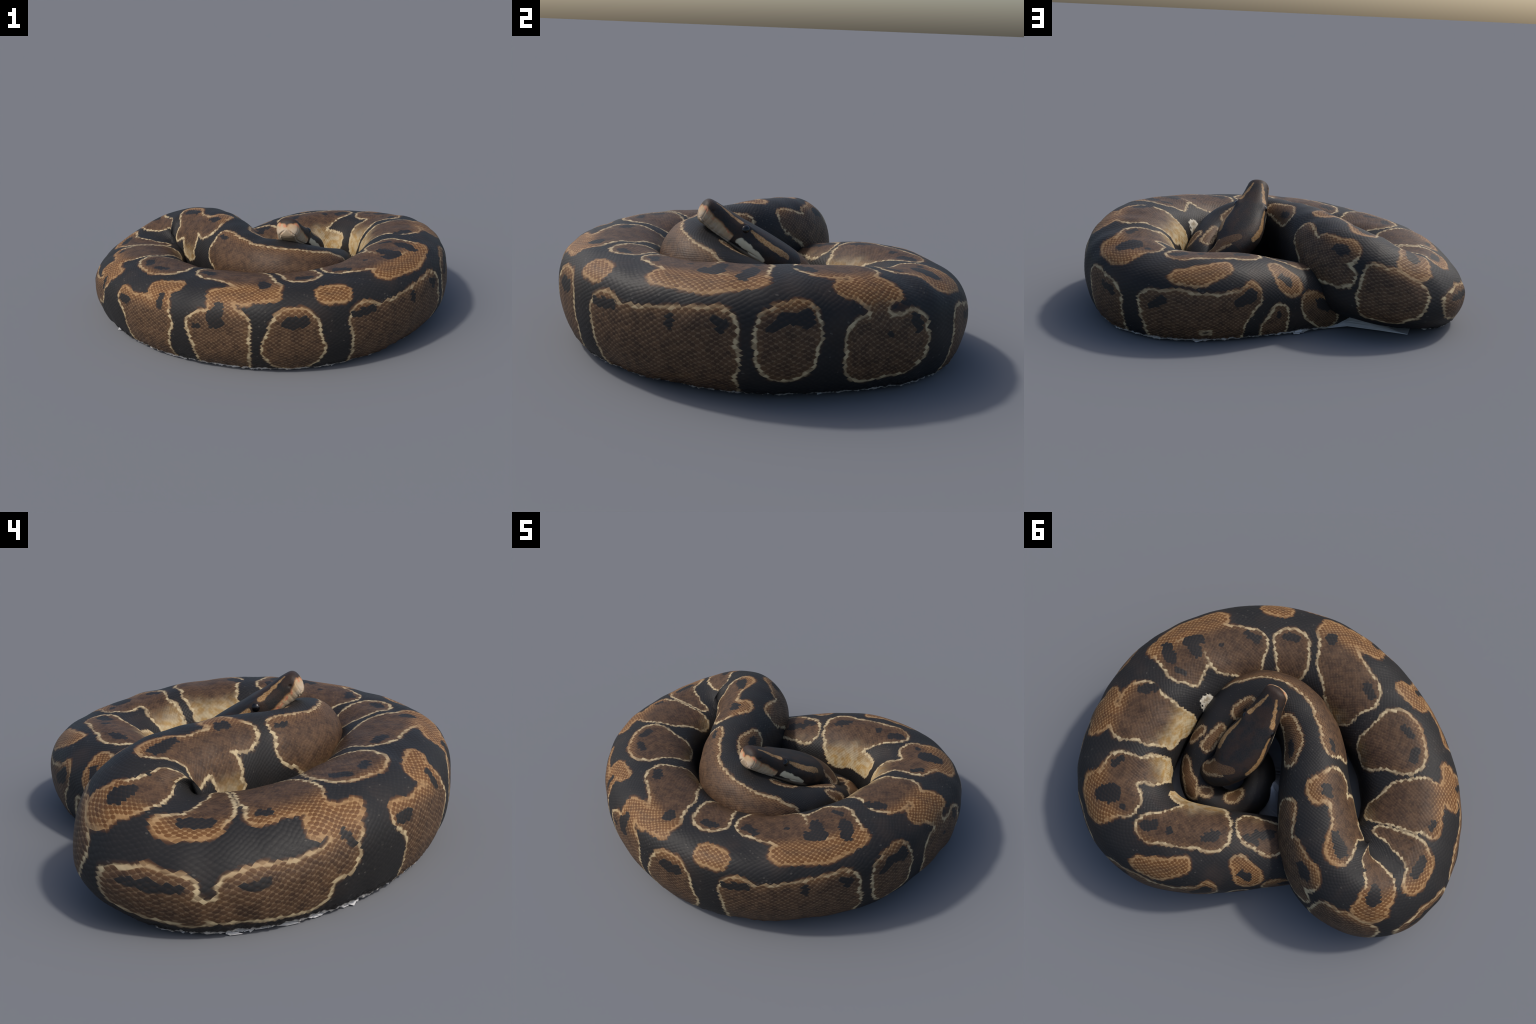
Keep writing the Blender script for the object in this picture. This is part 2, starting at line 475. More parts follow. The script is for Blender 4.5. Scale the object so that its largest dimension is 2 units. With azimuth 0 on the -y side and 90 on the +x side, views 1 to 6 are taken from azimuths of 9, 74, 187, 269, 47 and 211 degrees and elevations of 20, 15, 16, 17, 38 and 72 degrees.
# corner flank
mark("blotch", 1.65,
     dict(a=(1.394, 0.340, 0.067), b=(1.328, 0.370, 0.078)),
     dict(a=(1.331, 0.407, 0.079), b=(1.373, 0.503, 0.080)),
     dict(a=(1.394, 0.340, 0.067), b=(1.394, 0.580, 0.062)),
     dict(a=(1.328, 0.370, 0.078), b=(1.328, 0.580, 0.072)),
     dict(a=(1.394, 0.580, 0.062), b=(1.328, 0.580, 0.072)),
     dict(a=(1.373, 0.503, 0.080), b=(1.373, 0.580, 0.074)))
# e
mark("spot", 1.66,
     dict(a=(1.354, 0.329, 0.022), b=(1.312, 0.335, 0.025)))
# arm saddle
mark("blotch", 0.85,
     dict(a=(4.945, -0.012, 0.044), b=(4.972, -0.114, 0.073)),
     dict(a=(4.920, -0.122, 0.063), b=(4.787, -0.138, 0.072)),
     dict(a=(4.736, -0.134, 0.078), b=(4.622, -0.048, 0.068)),
     dict(a=(4.754, -0.187, 0.056), b=(4.687, -0.220, 0.042)))
# e
mark("spot", 1.04,
     dict(a=(4.956, -0.060, 0.033), b=(4.928, -0.059, 0.031)))
# e
mark("spot", 0.79,
     dict(a=(4.712, -0.060, 0.027), b=(4.609, -0.050, 0.035)))
# arm saddle foot
mark("blotch", 0.97,
     dict(a=(4.864, -0.220, 0.058), b=(4.860, -0.300, 0.045)))
# arm right flank
mark("blotch", 1.51,
     dict(a=(5.192, -0.119, 0.068), b=(5.264, -0.187, 0.089)),
     dict(a=(5.308, -0.141, 0.080), b=(5.445, -0.134, 0.061)),
     dict(a=(5.445, -0.134, 0.062), b=(5.644, -0.122, 0.052)),
     dict(a=(5.644, -0.122, 0.052), b=(5.713, -0.132, 0.036)),
     dict(a=(5.192, -0.209, 0.068), b=(5.264, -0.277, 0.089)),
     dict(a=(5.308, -0.231, 0.080), b=(5.445, -0.224, 0.061)),
     dict(a=(5.445, -0.224, 0.062), b=(5.644, -0.212, 0.052)),
     dict(a=(5.644, -0.212, 0.052), b=(5.713, -0.222, 0.036)))
# e
mark("spot", 1.11,
     dict(a=(5.146, -0.107, 0.018), b=(5.184, -0.099, 0.016)))
# arm right flank end
mark("blotch", 1.26,
     dict(a=(5.159, -0.118, 0.058), b=(5.305, -0.120, 0.067)),
     dict(a=(5.160, -0.208, 0.061), b=(5.256, -0.204, 0.076)))
# arm left flank
mark("blotch", 1.35,
     dict(a=(4.891, 0.170, 0.064), b=(4.771, 0.245, 0.087)),
     dict(a=(4.700, 0.206, 0.090), b=(4.609, 0.158, 0.065)),
     dict(a=(4.693, 0.267, 0.085), b=(4.604, 0.274, 0.063)))
# e
mark("spot", 1.38,
     dict(a=(4.653, 0.161, 0.027), b=(4.610, 0.164, 0.032)))
# e
mark("spot", 1.23,
     dict(a=(4.953, 0.143, 0.023), b=(4.953, 0.143, 0.023)))
# fold end
mark("blotch", 1.90,
     dict(a=(4.492, 0.261, 0.078), b=(4.463, 0.313, 0.107)),
     dict(a=(4.442, 0.255, 0.074), b=(4.401, 0.291, 0.078)),
     dict(a=(4.488, 0.342, 0.091), b=(4.418, 0.346, 0.082)),
     dict(a=(4.503, 0.403, 0.058), b=(4.445, 0.411, 0.058)))
# strand near head right
mark("blotch", 0.76,
     dict(a=(5.359, 0.089, 0.040), b=(5.222, 0.106, 0.052)),
     dict(a=(5.207, 0.108, 0.054), b=(5.136, 0.128, 0.049)))
# e
mark("spot", 0.77,
     dict(a=(5.211, 0.115, 0.024), b=(5.151, 0.117, 0.026)))
# strand near head left
mark("blotch", 0.76,
     dict(a=(5.734, 0.068, 0.032), b=(5.630, 0.068, 0.023)))
# e
mark("spot", 0.63,
     dict(a=(5.688, 0.088, 0.015), b=(5.688, 0.088, 0.015)))
# strand pit patch
mark("blotch", 1.12,
     dict(a=(5.872, 0.046, 0.020), b=(5.964, 0.026, 0.027)))
# strand pit patch two
mark("blotch", 1.19,
     dict(a=(5.971, -0.075, 0.023), b=(5.924, -0.044, 0.021)))
# right inner winged deep
mark("blotch", 0.89,
     dict(a=(1.767, -0.097, 0.116), b=(1.871, -0.292, 0.060)),
     dict(a=(1.775, -0.164, 0.088), b=(1.741, -0.226, 0.050)))
# right inner heart deep
mark("blotch", 0.57,
     dict(a=(1.461, -0.165, 0.064), b=(1.509, -0.279, 0.059)))
# pit loop
mark("blotch", 1.11,
     dict(a=(6.080, -0.061, 0.026), b=(6.166, -0.045, 0.026)),
     dict(a=(6.166, -0.045, 0.029), b=(6.218, -0.067, 0.031)))
# neck patch
mark("blotch", 1.27,
     dict(a=(7.103, -0.039, 0.023), b=(7.169, -0.002, 0.031)),
     dict(a=(7.169, -0.002, 0.033), b=(7.216, -0.051, 0.023)))
# neck patch
mark("neck", 1.27,
     dict(a=(7.103, -0.039, 0.023), b=(7.169, -0.002, 0.031)),
     dict(a=(7.169, -0.002, 0.033), b=(7.216, -0.051, 0.023)))
# pit low patch
mark("blotch", 0.73,
     dict(a=(6.251, -0.001, 0.026), b=(6.260, 0.006, 0.026)))
# pit low patch
mark("blotch", 0.65,
     dict(a=(6.434, 0.028, 0.031), b=(6.486, 0.042, 0.029)))
# back inner long deep
mark("blotch", 0.76,
     dict(a=(0.855, -0.166, 0.066), b=(0.874, -0.239, 0.054)),
     dict(a=(0.902, -0.224, 0.054), b=(1.180, -0.252, 0.053)),
     dict(a=(0.980, -0.104, 0.072), b=(0.873, -0.177, 0.072)))
# arm saddle side
mark("blotch", 0.96,
     dict(a=(4.811, -0.212, 0.038), b=(4.835, -0.300, 0.038)),
     dict(a=(4.853, -0.244, 0.038), b=(4.885, -0.307, 0.029)))
# fold end cream edge
mark("blotch", 1.89,
     dict(a=(4.512, 0.407, 0.037), b=(4.457, 0.429, 0.037)))

# ------------------------------------------------------------------- relief
def ripple(p, wave, seed, terms=9):
    """smooth pseudo noise in about -1..1: a few plane waves of random direction"""
    r = np.random.default_rng(seed)
    total = np.zeros(p.shape[:-1])
    for _ in range(terms):
        k = r.normal(size=3); k *= 2 * math.pi / wave * r.uniform(0.6, 1.5) / np.linalg.norm(k)
        total += np.sin(p @ k + r.uniform(0, 6.28))
    return total / math.sqrt(terms) / 1.3

def smooth(lo, hi, x):
    t = np.clip((x - lo) / (hi - lo), 0, 1)
    return t * t * (3 - 2 * t)

def normals_of(p):
    da = np.empty_like(p); da[1:-1] = p[2:] - p[:-2]; da[0] = p[1] - p[0]; da[-1] = p[-1] - p[-2]
    ring = p[:, :-1]
    dr = np.roll(ring, -1, 1) - np.roll(ring, 1, 1)
    dr = np.concatenate([dr, dr[:, :1]], 1)
    n = np.cross(dr, da)
    size = np.linalg.norm(n, axis=2, keepdims=True)
    return n / np.maximum(size, 1e-12)

SNOUT = 7.761                      # metres along at the tip of the snout, for everything on the head
SEAT = [(7.0, -0.02), (7.35, -0.02), (7.70, -0.008), (7.761, 0.0)]                      # the head is rolled a little: its middle line sits here
outward = normals_of(points)
if np.mean(np.sum(outward * (points - spine[:, None, :3]), 2)) < 0:
    outward = -outward
S = along[:, None] * np.ones_like(around)
on_head = smooth(head_start - 0.02, head_start + 0.05, S)
# rhombic scales: one low dome per lattice cell
pp, qq = (column + row) / 2, (column - row) / 2
cell = 1.6 * np.hypot(pp - np.round(pp), qq - np.round(qq))
dome = 1 - np.clip(cell, 0, 1) ** 3
relief = 0.0011 * (dome - 0.6) * (1 - 0.75 * on_head)
# loose skin: broad unevenness; ragged scan edge copied where the flank meets the ground
relief += 0.0025 * ripple(points, 0.16, 3) * (1 - on_head)
low = smooth(0.075, 0.01, points[..., 2]) * smooth(4.7, 4.5, S) * smooth(0.3, 0.6, S)
relief += low * (0.0045 * ripple(points, 0.045, 5) + 0.003 * ripple(points, 0.018, 6))
# head: lip seam, grooves between lip scales, brow ridge, nostril pits
H = S - TOTAL + SNOUT
side = np.abs(around - np.interp(H, *np.array(SEAT).T))
MOUTH = [(7.30, 0.205), (7.47, 0.189), (7.54, 0.184), (7.60, 0.176), (7.67, 0.168), (7.72, 0.148), (7.745, 0.125), (7.753, 0.10), (7.758, 0.07), (7.761, 0.03)]
LIP_TOP = [(7.30, 0.19), (7.50, 0.165), (7.58, 0.14), (7.607, 0.130), (7.65, 0.110), (7.70, 0.097), (7.735, 0.075), (7.748, 0.05), (7.755, 0.035), (7.761, 0.0)]
seam = side - np.interp(H, *np.array(MOUTH).T)
relief -= 0.006 * np.exp(-(seam / 0.004) ** 2) * smooth(7.44, 7.50, H) * smooth(7.7605, 7.757, H)
lip = smooth(0.0, 0.012, side - np.interp(H, *np.array(LIP_TOP).T)) * smooth(7.56, 7.60, H) * smooth(7.755, 7.74, H)
relief -= 0.0014 * lip * np.exp(-((np.mod(H - 7.59, 0.023) - 0.0115) / 0.0028) ** 2)
relief += 0.008 * np.exp(-((H - 7.56) / 0.04) ** 2 - ((side - 0.078) / 0.018) ** 2)
relief -= 0.006 * np.exp(-((H - 7.515) / 0.05) ** 2 - ((side - 0.125) / 0.02) ** 2)
relief -= 0.005 * np.exp(-((H - 7.715) / 0.006) ** 2 - ((side - 0.078) / 0.006) ** 2)
relief *= np.minimum(1, girth[:, None] / 0.2)
points = points + outward * relief[..., None]
points[..., 2] = np.maximum(points[..., 2], 0.0012)

# ---------------------------------------------------------------- node helper
class Nodes:
    def __init__(self, name):
        self.material = bpy.data.materials.new(name)
        self.material.use_nodes = True
        self.tree = self.material.node_tree
        self.shader = self.tree.nodes["Principled BSDF"]

    def put(self, socket, value):
        if isinstance(value, bpy.types.NodeSocket):
            self.tree.links.new(value, socket)
        elif value is not None:
            if hasattr(socket.default_value, "__len__"):
                value = tuple(value) if hasattr(value, "__len__") else (value,) * 3
                if len(socket.default_value) == 4 and len(value) == 3:
                    value = (*value, 1.0)
            socket.default_value = value

    def math(self, op, a, b=None, c=None, clamp=False):
        n = self.tree.nodes.new("ShaderNodeMath"); n.operation = op; n.use_clamp = clamp
        for socket, value in zip(n.inputs, (a, b, c)):
            self.put(socket, value)
        return n.outputs[0]

    def vec(self, op, a, b=None, c=None, out=0):
        n = self.tree.nodes.new("ShaderNodeVectorMath"); n.operation = op
        for socket, value in zip(n.inputs, (a, b, c)):
            self.put(socket, value)
        return n.outputs["Value" if op in ("DOT_PRODUCT", "DISTANCE", "LENGTH") else "Vector"]

    def step(self, lo, hi, x):
        n = self.tree.nodes.new("ShaderNodeMapRange"); n.interpolation_type = "SMOOTHSTEP"
        flip = lo > hi
        self.put(n.inputs["Value"], x)
        n.inputs["From Min"].default_value, n.inputs["From Max"].default_value = min(lo, hi), max(lo, hi)
        n.inputs["To Min"].default_value, n.inputs["To Max"].default_value = (1, 0) if flip else (0, 1)
        return n.outputs[0]

    def mix(self, fac, a, b, kind="MIX"):
        n = self.tree.nodes.new("ShaderNodeMix"); n.data_type = "RGBA"; n.blend_type = kind
        self.put(n.inputs["Factor"], fac)
        self.put(n.inputs[6], a); self.put(n.inputs[7], b)
        return n.outputs[2]

    def value(self, name):
        n = self.tree.nodes.new("ShaderNodeAttribute"); n.attribute_name = name
        return n.outputs["Fac"]

    def position(self):
        return self.tree.nodes.new("ShaderNodeTexCoord").outputs["Object"]

    def noise(self, where, scale, detail=2.0, rough=0.5):
        n = self.tree.nodes.new("ShaderNodeTexNoise")
        self.put(n.inputs["Vector"], where)
        n.inputs["Scale"].default_value, n.inputs["Detail"].default_value, n.inputs["Roughness"].default_value = scale, detail, rough
        return n.outputs["Fac"]

    def dice(self, where):
        n = self.tree.nodes.new("ShaderNodeTexWhiteNoise"); n.noise_dimensions = "3D"
        self.put(n.inputs["Vector"], where)
        return n.outputs["Value"]

    def join(self, x, y, z=0.0):
        n = self.tree.nodes.new("ShaderNodeCombineXYZ")
        for socket, value in zip(n.inputs, (x, y, z)):
            self.put(socket, value)
        return n.outputs[0]

    def curve(self, x, lo, hi, pairs, low, high):
        """piecewise curve through (x, y) pairs, y between low and high"""
        n = self.tree.nodes.new("ShaderNodeFloatCurve")
        c = n.mapping.curves[0]
        pts = [((px - lo) / (hi - lo), (py - low) / (high - low)) for px, py in pairs]
        while len(c.points) < len(pts):
            c.points.new(0.5, 0.5)
        for q, (px, py) in zip(c.points, pts):
            q.location = (px, py); q.handle_type = "VECTOR"
        n.mapping.update()
        self.put(n.inputs["Value"], self.math("DIVIDE", self.math("SUBTRACT", x, lo), hi - lo, clamp=True))
        return self.math("MULTIPLY_ADD", n.outputs[0], high - low, low)

    def stroke(self, where, a, b):
        """signed distance to a tapering stroke in body coordinates"""
        ax, ay, ar = a; bx, by, br = b
        dx, dy = bx - ax, by - ay
        size = dx * dx + dy * dy
        if size < 1e-6:
            return self.math("SUBTRACT", self.vec("DISTANCE", where, (ax, ay, 0)), (ar + br) / 2)
        t = self.math("SUBTRACT", self.vec("DOT_PRODUCT", where, (dx / size, dy / size, 0)), (ax * dx + ay * dy) / size, clamp=True)
        near = self.vec("MULTIPLY_ADD", t, (dx, dy, 0), (ax, ay, 0))
        return self.math("SUBTRACT", self.vec("DISTANCE", where, near), self.math("MULTIPLY_ADD", t, br - ar, ar))

    def marks(self, where, kind, lo, hi, blend):
        best = None
        for what, stretch, strokes in MARKS:
            d = scaled = None
            for q in strokes:
                (ax, _, ar), (bx, _, br) = q["a"], q["b"]
                if what != kind or max(ax + ar / stretch, bx + br / stretch) < lo - 0.05 or min(ax - ar / stretch, bx - br / stretch) > hi + 0.05:
                    continue
                scaled = scaled or self.vec("MULTIPLY", where, (stretch, 1, 1))
                one = self.stroke(scaled, *((x * stretch, y, r) for x, y, r in (q["a"], q["b"])))
                d = one if d is None else self.math("SMOOTH_MIN", d, one, blend)
            if d is not None:
                best = d if best is None else self.math("MINIMUM", best, d)
        return 1.0 if best is None else best

    def lattice(self):
        """scale lattice: metric offset from the scale's centre, 0..1 towards its edge, a random number per scale"""
        u, v = self.value("scale_column"), self.value("scale_row")
        p = self.math("MULTIPLY", self.math("ADD", u, v), 0.5)
        q = self.math("MULTIPLY", self.math("SUBTRACT", u, v), 0.5)
        rp, rq = self.math("ROUND", p), self.math("ROUND", q)
        dp, dq = self.math("SUBTRACT", p, rp), self.math("SUBTRACT", q, rq)
        rim = self.math("MULTIPLY", self.vec("LENGTH", self.join(dp, dq)), 1.72)
        offset = self.join(self.math("MULTIPLY", self.math("ADD", dp, dq), 0.0105), self.math("MULTIPLY", self.math("SUBTRACT", dp, dq), 0.0092))
        return offset, rim, self.dice(self.join(rp, rq, 3.0))

    def finish(self, colour, rough, shine=0.35, bump=None, strength=0.2, distance=0.002):
        self.put(self.shader.inputs["Base Color"], colour)
        self.put(self.shader.inputs["Roughness"], rough)
        self.put(self.shader.inputs["Specular IOR Level"], shine)
        if bump is not None:
            n = self.tree.nodes.new("ShaderNodeBump")
            n.inputs["Strength"].default_value, n.inputs["Distance"].default_value = strength, distance
            self.put(n.inputs["Height"], bump)
            self.tree.links.new(n.outputs[0], self.shader.inputs["Normal"])
        return self.material

# ------------------------------------------------------------------ materials
BLACK, SOOT = (0.0150, 0.0142, 0.0140), (0.030, 0.022, 0.018)
UMBER, BROWN, TAN = (0.041, 0.0225, 0.0135), (0.090, 0.0495, 0.0262), (0.195, 0.127, 0.070)
GOLD, GOLD_NET = (0.152, 0.070, 0.024), (0.33, 0.20, 0.09)
CREAM, IVORY, OCHRE = (0.46, 0.365, 0.215), (0.68, 0.60, 0.43), (0.36, 0.23, 0.085)
# the true middle of the back, seen from the ridge line, as (metres along, metres round)
BACK = [(0.0, 0.16), (4.1, 0.17), (4.35, 0.14), (4.6, 0.05), (5.2, 0.0), (7.8, 0.0)]

def hide(lo, hi):
    n = Nodes("python_skin")
    s, a = n.value("along"), n.value("around")
    spot = n.position()
    offset, rim, luck = n.lattice()
    here = n.join(s, a)
    warp = n.math("MULTIPLY_ADD", n.noise(spot, 14.0, 3.0), 0.022, -0.011)
    warped = n.vec("ADD", here, n.join(warp, n.math("MULTIPLY", warp, -0.7)))
    snapped = n.vec("MULTIPLY_ADD", offset, (-0.4, -0.4, 0), warped)
    blotch = n.marks(snapped, "blotch", lo, hi, 0.04)
    blotch = n.math("MULTIPLY_ADD", luck, 0.009, n.math("SUBTRACT", blotch, 0.013))
    eyes = n.marks(snapped, "spot", lo, hi, 0.02)
    eyes = n.math("MULTIPLY_ADD", n.math("SUBTRACT", luck, 0.5), 0.012, eyes)
    from_back = n.math("SUBTRACT", a, n.curve(s, 0.0, 7.8, BACK, -0.1, 0.3))
    gold = n.math("MULTIPLY", n.step(0.14, 0.04, n.math("ABSOLUTE", from_back)), n.math("MULTIPLY_ADD", n.step(5.35, 4.7, s), 0.6, 0.4))
    inward = n.math("MULTIPLY", from_back, -1.0)
    deep = n.math("MULTIPLY", n.math("MULTIPLY", n.step(1.95, 2.35, s), n.step(4.55, 4.35, s)), -0.085)
    pale = n.step(0.27, 0.44, n.math("ADD", n.math("ADD", inward, deep), n.math("MULTIPLY_ADD", n.noise(spot, 9.0, 4.0, 0.6), 0.16, -0.08)))
    net = n.step(0.70, 1.0, rim)
    blotchy = n.noise(spot, 26.0, 4.0, 0.6)
    grain = n.noise(spot, 210.0, 2.0, 0.6)
    # inside a blotch
    tone = n.mix(n.step(0.30, 0.72, n.math("MULTIPLY_ADD", luck, 0.16, n.math("MULTIPLY", blotchy, 0.85))), UMBER, BROWN)
    flank = n.step(-0.12, 0.06, from_back)
    drawn = n.math("MULTIPLY", n.math("MULTIPLY_ADD", blotchy, 0.75, 0.08), n.math("MULTIPLY_ADD", flank, 0.82, 0.18))
    tone = n.mix(n.math("MULTIPLY", net, drawn), tone, n.mix(n.noise(spot, 60.0, 2.0), TAN, (0.26, 0.185, 0.115)))
    speckle = n.step(0.60, 0.74, n.noise(spot, 130.0, 2.0, 0.7))  # lighter olive-tan speckles of the skin's own colour
    tone = n.mix(n.math("MULTIPLY", speckle, n.math("MULTIPLY_ADD", flank, -0.12, 0.42)), tone, (0.235, 0.145, 0.060))
    tone = n.mix(n.math("MULTIPLY", n.step(0.55, 0.66, grain), 0.30), tone, UMBER)
    golden = n.mix(n.math("MULTIPLY", net, 0.85), n.mix(luck, (0.115, 0.048, 0.015), GOLD), GOLD_NET)
    fawn = n.mix(n.math("MULTIPLY", net, 0.55), (0.13, 0.068, 0.029), (0.29, 0.175, 0.083))
    tone = n.mix(n.math("MULTIPLY", gold, n.step(-0.10, -0.02, blotch)), tone, golden)
    edge = n.step(-0.036, -0.014, blotch)
    tone = n.mix(n.math("MULTIPLY", edge, 0.30), tone, n.mix(gold, fawn, golden))
    ivory = n.mix(n.step(0.45, 0.75, blotchy), IVORY, OCHRE)
    tone = n.mix(pale, tone, n.mix(n.step(0.35, 0.65, n.noise(spot, 34.0, 3.0)), OCHRE, CREAM))
    border = n.math("MULTIPLY", n.step(-0.0145, -0.008, blotch), n.math("MULTIPLY_ADD", n.step(0.30, 0.55, luck), 0.5, 0.5))
    tone = n.mix(n.math("MULTIPLY", border, n.math("MULTIPLY_ADD", gold, -0.25, 0.92)), tone, n.mix(gold, CREAM, GOLD_NET))
    tone = n.mix(n.step(-0.001, -0.006, eyes), tone, n.mix(n.math("MULTIPLY", net, 0.12), BLACK, BROWN))
    # the black between the blotches
    dark = n.mix(n.step(0.50, 0.80, n.noise(spot, 5.0, 3.0)), BLACK, SOOT)
    dark = n.mix(n.math("MULTIPLY", net, 0.22), dark, (0.040, 0.037, 0.034))
    fleck = n.math("MULTIPLY", n.step(0.955, 0.97, luck), n.step(0.5, 0.25, rim))
    dark = n.mix(n.math("MULTIPLY", fleck, 0.12), dark, (0.35, 0.31, 0.26))
    dark = n.mix(n.math("MULTIPLY", n.step(0.011, 0.002, blotch), n.math("MULTIPLY_ADD", gold, 0.5, 0.25)), dark, (0.090, 0.038, 0.014))
    colour = n.mix(n.step(0.004, -0.003, blotch), dark, tone)
    if any(k == "island" for k, *_ in MARKS):
        isle = n.marks(snapped, "island", lo, hi, 0.02)
        if not isinstance(isle, float):
            isle = n.math("MULTIPLY_ADD", n.math("SUBTRACT", luck, 0.5), 0.02, isle)
            colour = n.mix(n.step(0.003, -0.004, isle), colour, n.mix(n.step(-0.01, -0.035, isle), (0.62, 0.56, 0.44), (0.33, 0.27, 0.18)))
    # the pale belly shows as a ragged hem along the ground
    height = n.tree.nodes.new("ShaderNodeSeparateXYZ"); n.put(height.inputs[0], spot)
    hem = n.math("ADD", height.outputs[2], n.math("MULTIPLY_ADD", n.noise(spot, 30.0, 4.0, 0.65), 0.040, -0.026))
    colour = n.mix(n.math("MULTIPLY", n.step(0.018, 0.008, hem), 0.9), colour, (0.50, 0.48, 0.45))
    return n.finish(colour, n.math("MULTIPLY_ADD", grain, 0.2, 0.46), 0.22, grain, 0.12, 0.0008)

def face():
    n = Nodes("python_face")
    s = n.math("ADD", n.value("along"), SNOUT - TOTAL)
    side = n.math("ABSOLUTE", n.math("SUBTRACT", n.value("around"), n.curve(s, 7.0, 7.761, SEAT, -0.05, 0.05)))
    spot = n.position()
    warp = n.math("MULTIPLY_ADD", n.noise(spot, 45.0, 3.0), 0.014, -0.007)
    here = n.vec("ADD", n.join(s, side), n.join(warp, warp))
    tree = n.tree.nodes.new("ShaderNodeTexVoronoi"); tree.feature = "DISTANCE_TO_EDGE"
    n.put(tree.inputs["Vector"], spot); tree.inputs["Scale"].default_value = 85.0
    net = n.step(0.10, 0.02, tree.outputs["Distance"])
    crown = n.mix(n.step(0.36, 0.64, n.noise(spot, 16.0, 3.0)), BLACK, (0.034, 0.020, 0.014))
    crown = n.mix(n.math("MULTIPLY", net, 0.25), crown, (0.045, 0.036, 0.030))
    neckside = n.marks(n.join(n.value("along"), n.math("ADD", n.value("around"), warp)), "neck", 0, 9, 0.02)
    if not isinstance(neckside, float):
        crown = n.mix(n.step(0.002, -0.003, neckside), crown, n.mix(n.math("MULTIPLY", net, 0.5), (0.080, 0.042, 0.021), (0.17, 0.105, 0.052)))
    stripe = n.marks(here, "stripe", 0, 9, 0.012)
    gold = n.mix(n.math("MULTIPLY", net, 0.6), n.mix(n.noise(spot, 30.0), (0.17, 0.085, 0.03), (0.34, 0.19, 0.075)), (0.42, 0.30, 0.16))
    colour = n.mix(n.step(0.003, -0.003, stripe), crown, gold)
    jaw = n.marks(here, "jaw", 0, 9, 0.012)
    lip_top = n.curve(s, 7.3, 7.761, LIP_TOP, 0.0, 0.25)
    above = n.math("SUBTRACT", n.math("ADD", side, warp), lip_top)
    white = n.mix(n.step(0.0, 0.05, above), (0.40, 0.28, 0.15), (0.47, 0.38, 0.28))
    white = n.mix(n.math("MULTIPLY", n.step(0.45, 0.62, n.noise(spot, 40.0, 2.0)), 0.4), white, (0.36, 0.22, 0.11))
    pink = n.math("MULTIPLY", n.step(0.016, 0.004, n.math("ABSOLUTE", n.math("SUBTRACT", above, 0.009))), n.step(0.50, 0.62, n.noise(spot, 55.0, 1.0)))
    white = n.mix(n.math("MULTIPLY", pink, 0.8), white, (0.50, 0.17, 0.09))
    white = n.mix(n.step(0.010, 0.0, n.math("ABSOLUTE", above)), white, (0.20, 0.095, 0.04))
    is_lip = n.math("MULTIPLY", n.step(-0.004, 0.004, above), n.step(7.585, 7.592, s))
    colour = n.mix(is_lip, colour, white)
    cheek = n.mix(n.noise(spot, 30.0), (0.50, 0.44, 0.28), (0.62, 0.56, 0.42))
    colour = n.mix(n.step(0.003, -0.003, jaw), colour, cheek)
    chin = n.step(0.0, 0.012, n.math("SUBTRACT", side, n.curve(s, 7.3, 7.761, MOUTH, 0.0, 0.25)))
    colour = n.mix(n.math("MULTIPLY", chin, n.step(7.36, 7.42, s)), colour, (0.28, 0.215, 0.145))
    return n.finish(colour, 0.55, 0.25, n.math("MULTIPLY", net, -1.0), 0.25, 0.001)

def plain(name, colour, rough, shine=0.4):
    n = Nodes(name)
    return n.finish(n.mix(n.noise(n.position(), 30.0, 4.0), tuple(c * 0.8 for c in colour), colour), rough, shine)

# face marks, symmetrical: metres along, metres out from the middle line of the head
mark("stripe", 1, dict(a=(7.712, 0.026, 0.005), b=(7.660, 0.044, 0.008)), dict(a=(7.660, 0.044, 0.008), b=(7.588, 0.070, 0.012)))
mark("stripe", 1, dict(a=(7.528, 0.093, 0.008), b=(7.470, 0.108, 0.012)), dict(a=(7.470, 0.108, 0.012), b=(7.420, 0.120, 0.015)), dict(a=(7.420, 0.120, 0.015), b=(7.375, 0.118, 0.016)), dict(a=(7.375, 0.118, 0.016), b=(7.335, 0.108, 0.013)))
mark("jaw", 1, dict(a=(7.553, 0.153, 0.014), b=(7.510, 0.168, 0.016)), dict(a=(7.510, 0.168, 0.016), b=(7.430, 0.195, 0.014)))

